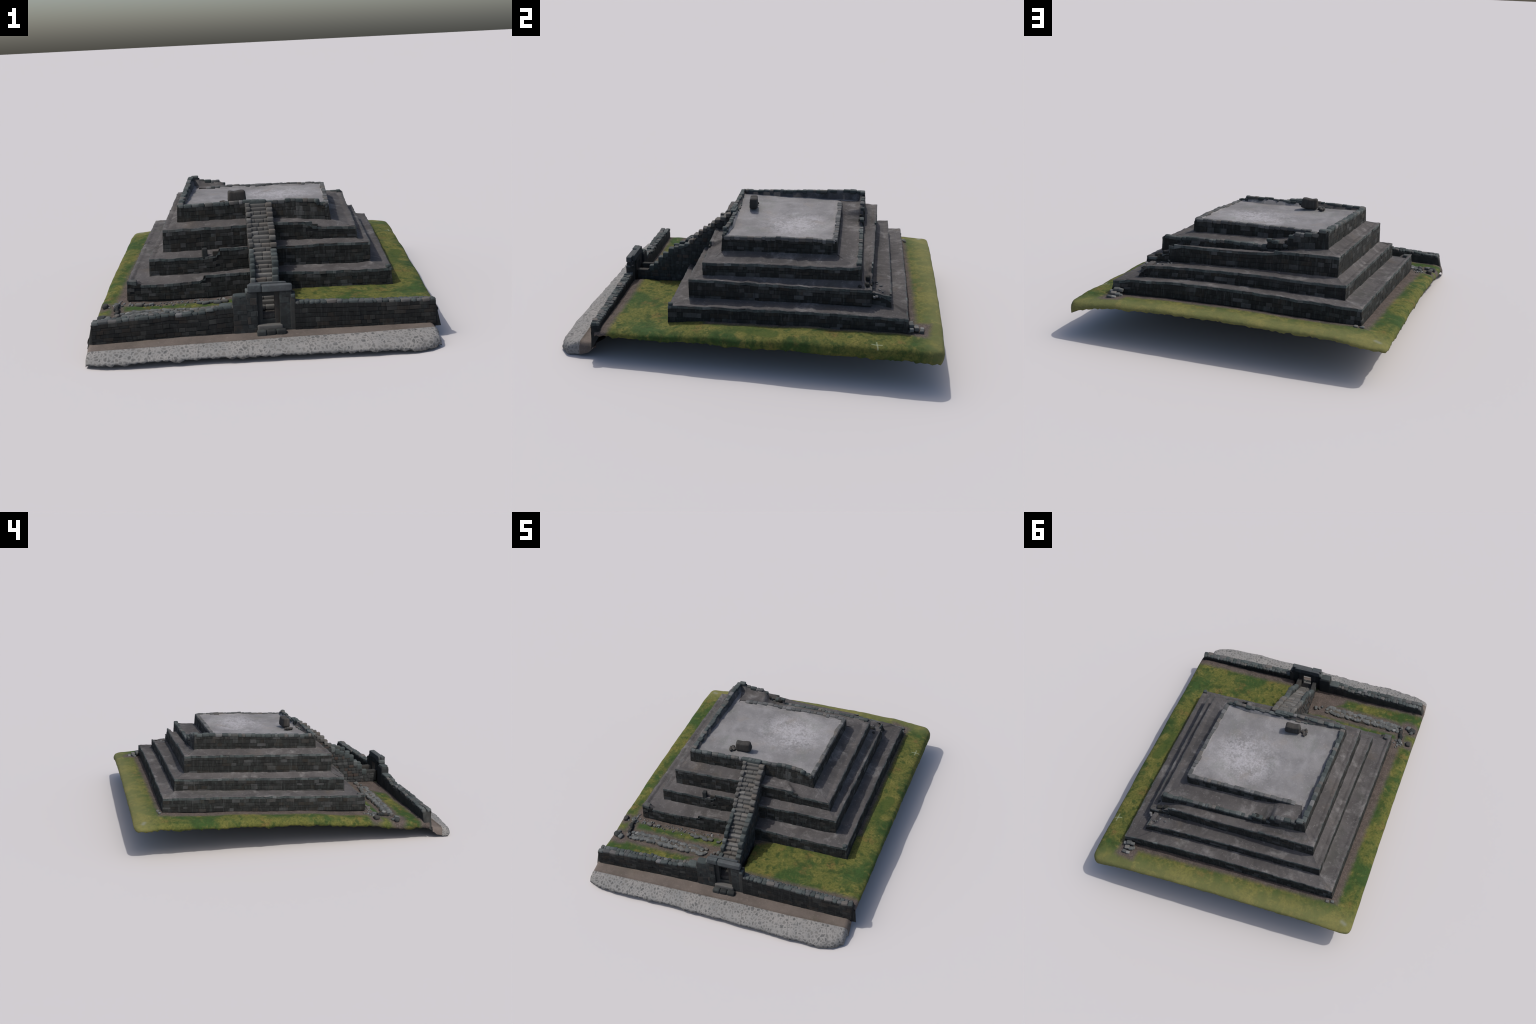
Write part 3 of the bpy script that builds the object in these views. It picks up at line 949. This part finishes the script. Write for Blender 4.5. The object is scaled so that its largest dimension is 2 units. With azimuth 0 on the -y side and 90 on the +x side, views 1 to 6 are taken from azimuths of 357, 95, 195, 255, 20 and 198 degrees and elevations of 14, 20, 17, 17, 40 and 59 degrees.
def build_ground(root):
    SW, SE, NE, NW = (-.866, -.762), (.736, -.780), (.882, .937), (-.758, .978)
    nu, nv = 150, 160
    V, F, idx = [], [], {}

    def bow(x, y, u, v):
        # slightly bowed, ragged outline
        x += -.012 * math.sin(v * math.pi) * (1 - u) * -1 * .3
        return x, y

    def pos(u, v):
        x = lerp(lerp(SW[0], SE[0], u), lerp(NW[0], NE[0], u), v)
        y = lerp(lerp(SW[1], SE[1], u), lerp(NW[1], NE[1], u), v)
        # rounded far corners
        for su, r in ((u, .045), (1 - u, .022)):
            a, b = (su - 1) * 1.62 / r + 1, (v - 1) * 1.7 / r + 1
            l = math.hypot(a, b)
            if a > 0 and b > 0 and max(a, b) > 0:
                k = max(a, b) / l
                da, db = a * (k - 1) * r, b * (k - 1) * r
                x += da if su == u else -da
                y += db
        return bow(x, y, u, v)
    for b in range(nv + 1):
        for a in range(nu + 1):
            x, y = pos(a / nu, b / nv)
            # round the two far corners in plan
            u, v = a / nu, b / nv
            z = ground_z(x, y) + .0022 * fbm(x, y, 0, 24, 11)
            e = min(u * 1.62, (1 - u) * 1.62, (1 - v) * 1.7)
            if e < .03:
                z -= .006 * (1 - e / .03) ** 2
            idx[a, b] = len(V)
            V.append(Vector((x, y, z)))
    for b in range(nv):
        for a in range(nu):
            F.append([idx[a, b], idx[a + 1, b], idx[a + 1, b + 1], idx[a, b + 1]])
    # skirt: runs east side northwards, north side, west side southwards
    loop = [(nu, b) for b in range(0, nv + 1)] + [(a, nv) for a in range(nu - 1, -1, -1)] + [(0, b) for b in range(nv - 1, -1, -1)]
    prev = [idx[p] for p in loop]
    cnt = len(loop)
    pts = [V[i].copy() for i in prev]
    outs = []
    for k in range(cnt):
        a, b = pts[max(0, k - 4)], pts[min(cnt - 1, k + 4)]
        d = b - a
        outs.append(Vector((d.y, -d.x, 0)).normalized())
    rows = [(.007, -.004), (.014, -.013), (.018, -.025), (.020, -.038), (.019, -1)]
    for r, (o, dz) in enumerate(rows):
        cur = []
        for k in range(cnt):
            p = pts[k] + outs[k] * (o + .002 * nz(k * .13, r, 0, 1, 13))
            side = loop[k]
            drop = .052
            if side[0] == nu:
                drop = prof([(0, .018), (.35, .036), (.7, .052), (1, .058)], side[1] / nv)
            elif side[1] == nv:
                drop = prof([(0, .022), (.15, .023), (.6, .021), (.92, .029), (1, .046)], side[0] / nu)
            else:
                drop = prof([(0, .036), (.2, .034), (.85, .032), (1, .024)], side[1] / nv)
            if dz == -1:
                jag = .016 * abs(nz(k * .33, 5, 0, 1, 14)) + .008 * abs(nz(k * .9, 2, 0, 1, 15))
                p.z -= drop + jag - .004
            else:
                p.z += dz * drop / .052
            cur.append(len(V))
            V.append(p)
        for k in range(cnt - 1):
            F.append([prev[k], cur[k], cur[k + 1], prev[k + 1]])
        prev = cur
    # underside of the turf
    cur = []
    for k in range(cnt):
        p = pts[k] - outs[k] * .03
        p.z = V[prev[k]].z + .012
        cur.append(len(V))
        V.append(p)
    for k in range(cnt - 1):
        F.append([prev[k], cur[k], cur[k + 1], prev[k + 1]])
    c = len(V)
    V.append(Vector((0, 0, .115)))
    for k in range(cnt - 1):
        F.append([cur[k], c, cur[k + 1]])
    F.append([cur[-1], c, cur[0]])
    court = add_object('grass_court', V, F, [M['grass']], root, True)

    # foundation of small boulders west of the stair
    for k in range(78):
        row = k % 3
        t = (k // 3) / 26 + RND.uniform(-.012, .012)
        x = lerp(-.735, -.215, t)
        y = lerp(-.552, -.578, t) + (-.018, .0, .018)[row] + RND.uniform(-.006, .006)
        big = row != 1
        s = RND.uniform(.020, .034) if big else RND.uniform(.012, .02)
        h = prof([(0, .016), (.12, .024), (.7, .025), (1, .015)], t)
        z = ground_z(x, y) + h * (.46 if big else .36) - .003
        put_stone('boulder', 'rubble', 'rubble', (x, y, z), (s * 1.25, s * .92, h * .9), RND.uniform(-.5, .5), court, .18)
    add_mound(court, (-.735, -.552), (-.215, -.578), .034, .016)
    for x, y, s in ((-.175, -.572, .022), (-.150, -.568, .030), (-.19, -.59, .018)):
        put_stone('boulder', 'rubble', 'rubble', (x, y, ground_z(x, y) + .006), (s, s * .8, s * .7), RND.uniform(0, 3), court, .2)
    # the short kerb of stones and the two lumps by the west edge
    for k in range(11):
        t = k / 10
        x, y = lerp(-.762, -.772, t) + RND.uniform(-.004, .004), lerp(-.562, -.435, t)
        s = RND.uniform(.018, .028)
        put_stone('boulder', 'rubble', 'rubble' if k in (0, 1, 9, 10) else 'gate', (x, y, ground_z(x, y) + .006), (s, s * .8, s * .95), RND.uniform(0, 3), court, .2)
    for x, y, s, m in ((-.838, -.566, .042, 'gate'), (-.805, -.580, .036, 'rubble'), (-.832, -.545, .026, 'rubble'), (-.815, -.558, .02, 'gate'), (-.829, -.438, .038, 'gate')):
        put_stone('boulder', 'rubble', m, (x, y, ground_z(x, y) + .005), (s, s * .85, s * .65), RND.uniform(0, 3), court, .2)
    # fallen stones along the foot of the pyramid
    st = Stuff()
    for k in range(70):
        t = RND.random()
        x = lerp(-.72, -.12, t)
        y = -.425 - abs(RND.gauss(0, .022))
        s = RND.uniform(.004, .011)
        st.stone('rubble', (x, y, ground_z(x, y) + .001), (s * 1.3, s, s * .8), RND.uniform(0, 3), .3)
    for k in range(26):
        x, y = RND.gauss(-.765, .022), RND.gauss(-.425, .02)
        s = RND.uniform(.006, .013)
        st.stone('rubble', (x, y, ground_z(x, y) + .001), (s * 1.3, s, s * .8), RND.uniform(0, 3), .3)
    st.done('pebbles', 'rubble', court, True)
    for x, y, s in ((-.66, -.452, .032), (-.625, -.455, .018), (-.60, -.448, .022), (-.33, -.475, .03), (-.30, -.468, .026), (-.27, -.480, .034), (-.235, -.478, .03), (-.36, -.468, .026), (-.18, -.488, .02)):
        put_stone('boulder', 'rubble', 'rubble', (x, y, ground_z(x, y) + .004), (s * 1.3, s * .8, s * .6), RND.uniform(-.4, .2), court, .1)
    # spoil heap of squared stones at the NE corner
    for x, y, z, s in ((.688, .800, .238, .034), (.664, .803, .240, .026), (.712, .803, .226, .026), (.694, .828, .225, .030), (.670, .830, .222, .028),
                       (.705, .855, .215, .026), (.680, .858, .216, .024), (.700, .79, .21, .03), (.66, .822, .215, .026)):
        put_stone('spoil_stone', 'block', 'rubble', (x, y, z), (s, s * .8, s * .7), RND.uniform(-.3, .3), court, .15)
    for x, y in ((-.63, .835), (-.60, .840)):
        put_stone('spoil_stone', 'rubble', 'rubble', (x, y, ground_z(x, y) + .002), (.022, .018, .012), 0, court, .2)


def add_mound(parent, a, b, half, h):
    """earth fill between the boulders of the foundation"""
    V, F = [], []
    n, m = 60, 10
    for k in range(n + 1):
        t = k / n
        e = min(1, 8 * t + .02, 6 * (1 - t) + .02)
        for j in range(m + 1):
            s = (j / m - .5) * 2
            x, y = lerp(a[0], b[0], t), lerp(a[1], b[1], t) + s * half * (1.1)
            hh = h * e * max(0, 1 - s ** 4) * (1 + .3 * nz(x, y, 0, 30, 17))
            V.append(Vector((x, y, ground_z(x, y) + hh - .002 - .006 * (abs(s) > .99))))
    for k in range(n):
        for j in range(m):
            i = k * (m + 1) + j
            F.append([i, i + m + 1, i + m + 2, i + 1])
    add_object('foundation_fill', V, F, [M['fill']], parent, True)


def build_front(root):
    """bare verge in front of the wall and the cobbled kerb that falls to the street"""
    back = lambda x: prof([(-.87, -.846), (-.375, -.854), (.105, -.859), (.377, -.867), (.73, -.870)], x)
    crease = lambda x: prof([(-.87, -.882), (-.6, -.905), (-.376, -.908), (.13, -.948), (.41, -.966), (.62, -.968), (.69, -.950), (.73, -.925)], x)
    foot = lambda x: prof([(-.87, -.903), (-.8, -.930), (-.6, -.946), (-.4, -.949), (-.15, -.960), (.13, -.980), (.42, -.997), (.60, -1.0), (.67, -.985), (.70, -.965), (.73, -.940)], x) + .006 * nz(x, 3, 0, 9, 27)
    bz = lambda x: prof([(-.87, .060), (-.375, .065), (.105, .068), (.377, .068), (.73, .072)], x)
    cz = lambda x: prof([(-.87, .050), (-.6, .055), (-.376, .057), (.13, .060), (.41, .058), (.69, .052), (.73, .045)], x)
    fz = lambda x: prof([(-.87, .014), (-.62, .027), (-.2, .027), (.13, .026), (.42, .024), (.65, .012), (.73, .020)], x)
    wb = lambda x: prof([(-.87, .068), (-.45, .076), (-.1, .074), (.05, .078), (.35, .075), (.73, .072)], x)
    x0, x1 = -.868, .712
    n = 230
    V, F, FM = [], [], []
    nv = 14
    R = 0
    order = list(range(-3, n + 4))
    ends = {1: (.010, -.006), 2: (.017, -.024), 3: (.018, -.050)}
    for k in order:
        kk = min(n, max(0, k))
        e = -k if k < 0 else (k - n if k > n else 0)
        sgn = -1 if k < 0 else 1
        x = lerp(x0, x1, kk / n)
        dx, dz = ends.get(e, (0, 0))
        jag = .020 * abs(nz(kk * .17, 1, 0, 1, 21)) + .007 * abs(nz(kk * .5, 1, 0, 1, 22))
        # row list: y, z, kerb?
        ys = []
        yw = -.74 if not e else -.782
        ys.append((yw, wb(x) + (.02 if not e else .004)))
        ys.append((-.775 if not e else -.786, wb(x)))
        for f in (.25, .5, .75, .97):
            ys.append((lerp(-.775, back(x), f), lerp(wb(x), bz(x) - .003, f) + .0016 * fbm(x, f * .1, 0, 26, 23)))
        ys.append((back(x), bz(x) + .001))
        ys.append((back(x) - .006, bz(x) + .001))
        for f in (.33, .66, .92):
            ys.append((lerp(back(x), crease(x), f), lerp(bz(x), cz(x), f) + .0012 * fbm(x, f, 0, 20, 24)))
        ys.append((crease(x) - .003, cz(x) - .005))
        for f in (.3, .65):
            ys.append((lerp(crease(x) - .003, foot(x), f ** .8), lerp(cz(x) - .005, fz(x), f)))
        ys.append((foot(x), max(.0, fz(x) - jag + .004)))
        ys.append((foot(x) + .02, max(.001, fz(x) - jag + .010)))
        R = len(ys)
        for q, (y, z) in enumerate(ys):
            zz = z + dz * (z / .072 if q < R - 1 else 1)
            yy = y
            if e and q > 6:
                yy = y + .006 * e * (q - 6) / 8
            if e == 3:
                zz = min(z - .012, prof([(-.74, .070), (-.775, .043), (-.82, .014), (-.87, .004), (-.9, .004)] if sgn < 0 else [(-.75, .100), (-.785, .075), (-.80, .040), (-.83, .014), (-.87, .006), (-.96, .003)], y))
                zz += .006 * nz(yy * 60, sgn, 0, 1, 25)
            V.append(Vector((x + sgn * dx + (.01 if (e and sgn > 0 and q < 7) else 0) * e / 3, yy, max(.0, zz))))
    for k in range(len(order) - 1):
        for q in range(R - 1):
            a = k * R + q
            F.append([a + 1, a + R + 1, a + R, a])
            FM.append(1 if q >= 6 else 0)
    # underside
    add_object('verge', V, F, [M['verge'], M['kerb']], root, True, FM)


def main():
    make_materials()
    stone_lib()
    root = bpy.data.objects.new('stepped_pyramid', None)
    bpy.context.collection.objects.link(root)
    root['label'] = 'ruined dark stone stepped pyramid with front stair, gated wall and grass court'
    root['category'] = 'pyramid ruin'
    build_ground(root)
    build_front(root)
    build_pyramid(root)
    build_summit_things(root)
    build_stair(root)
    build_precinct(root)


main()
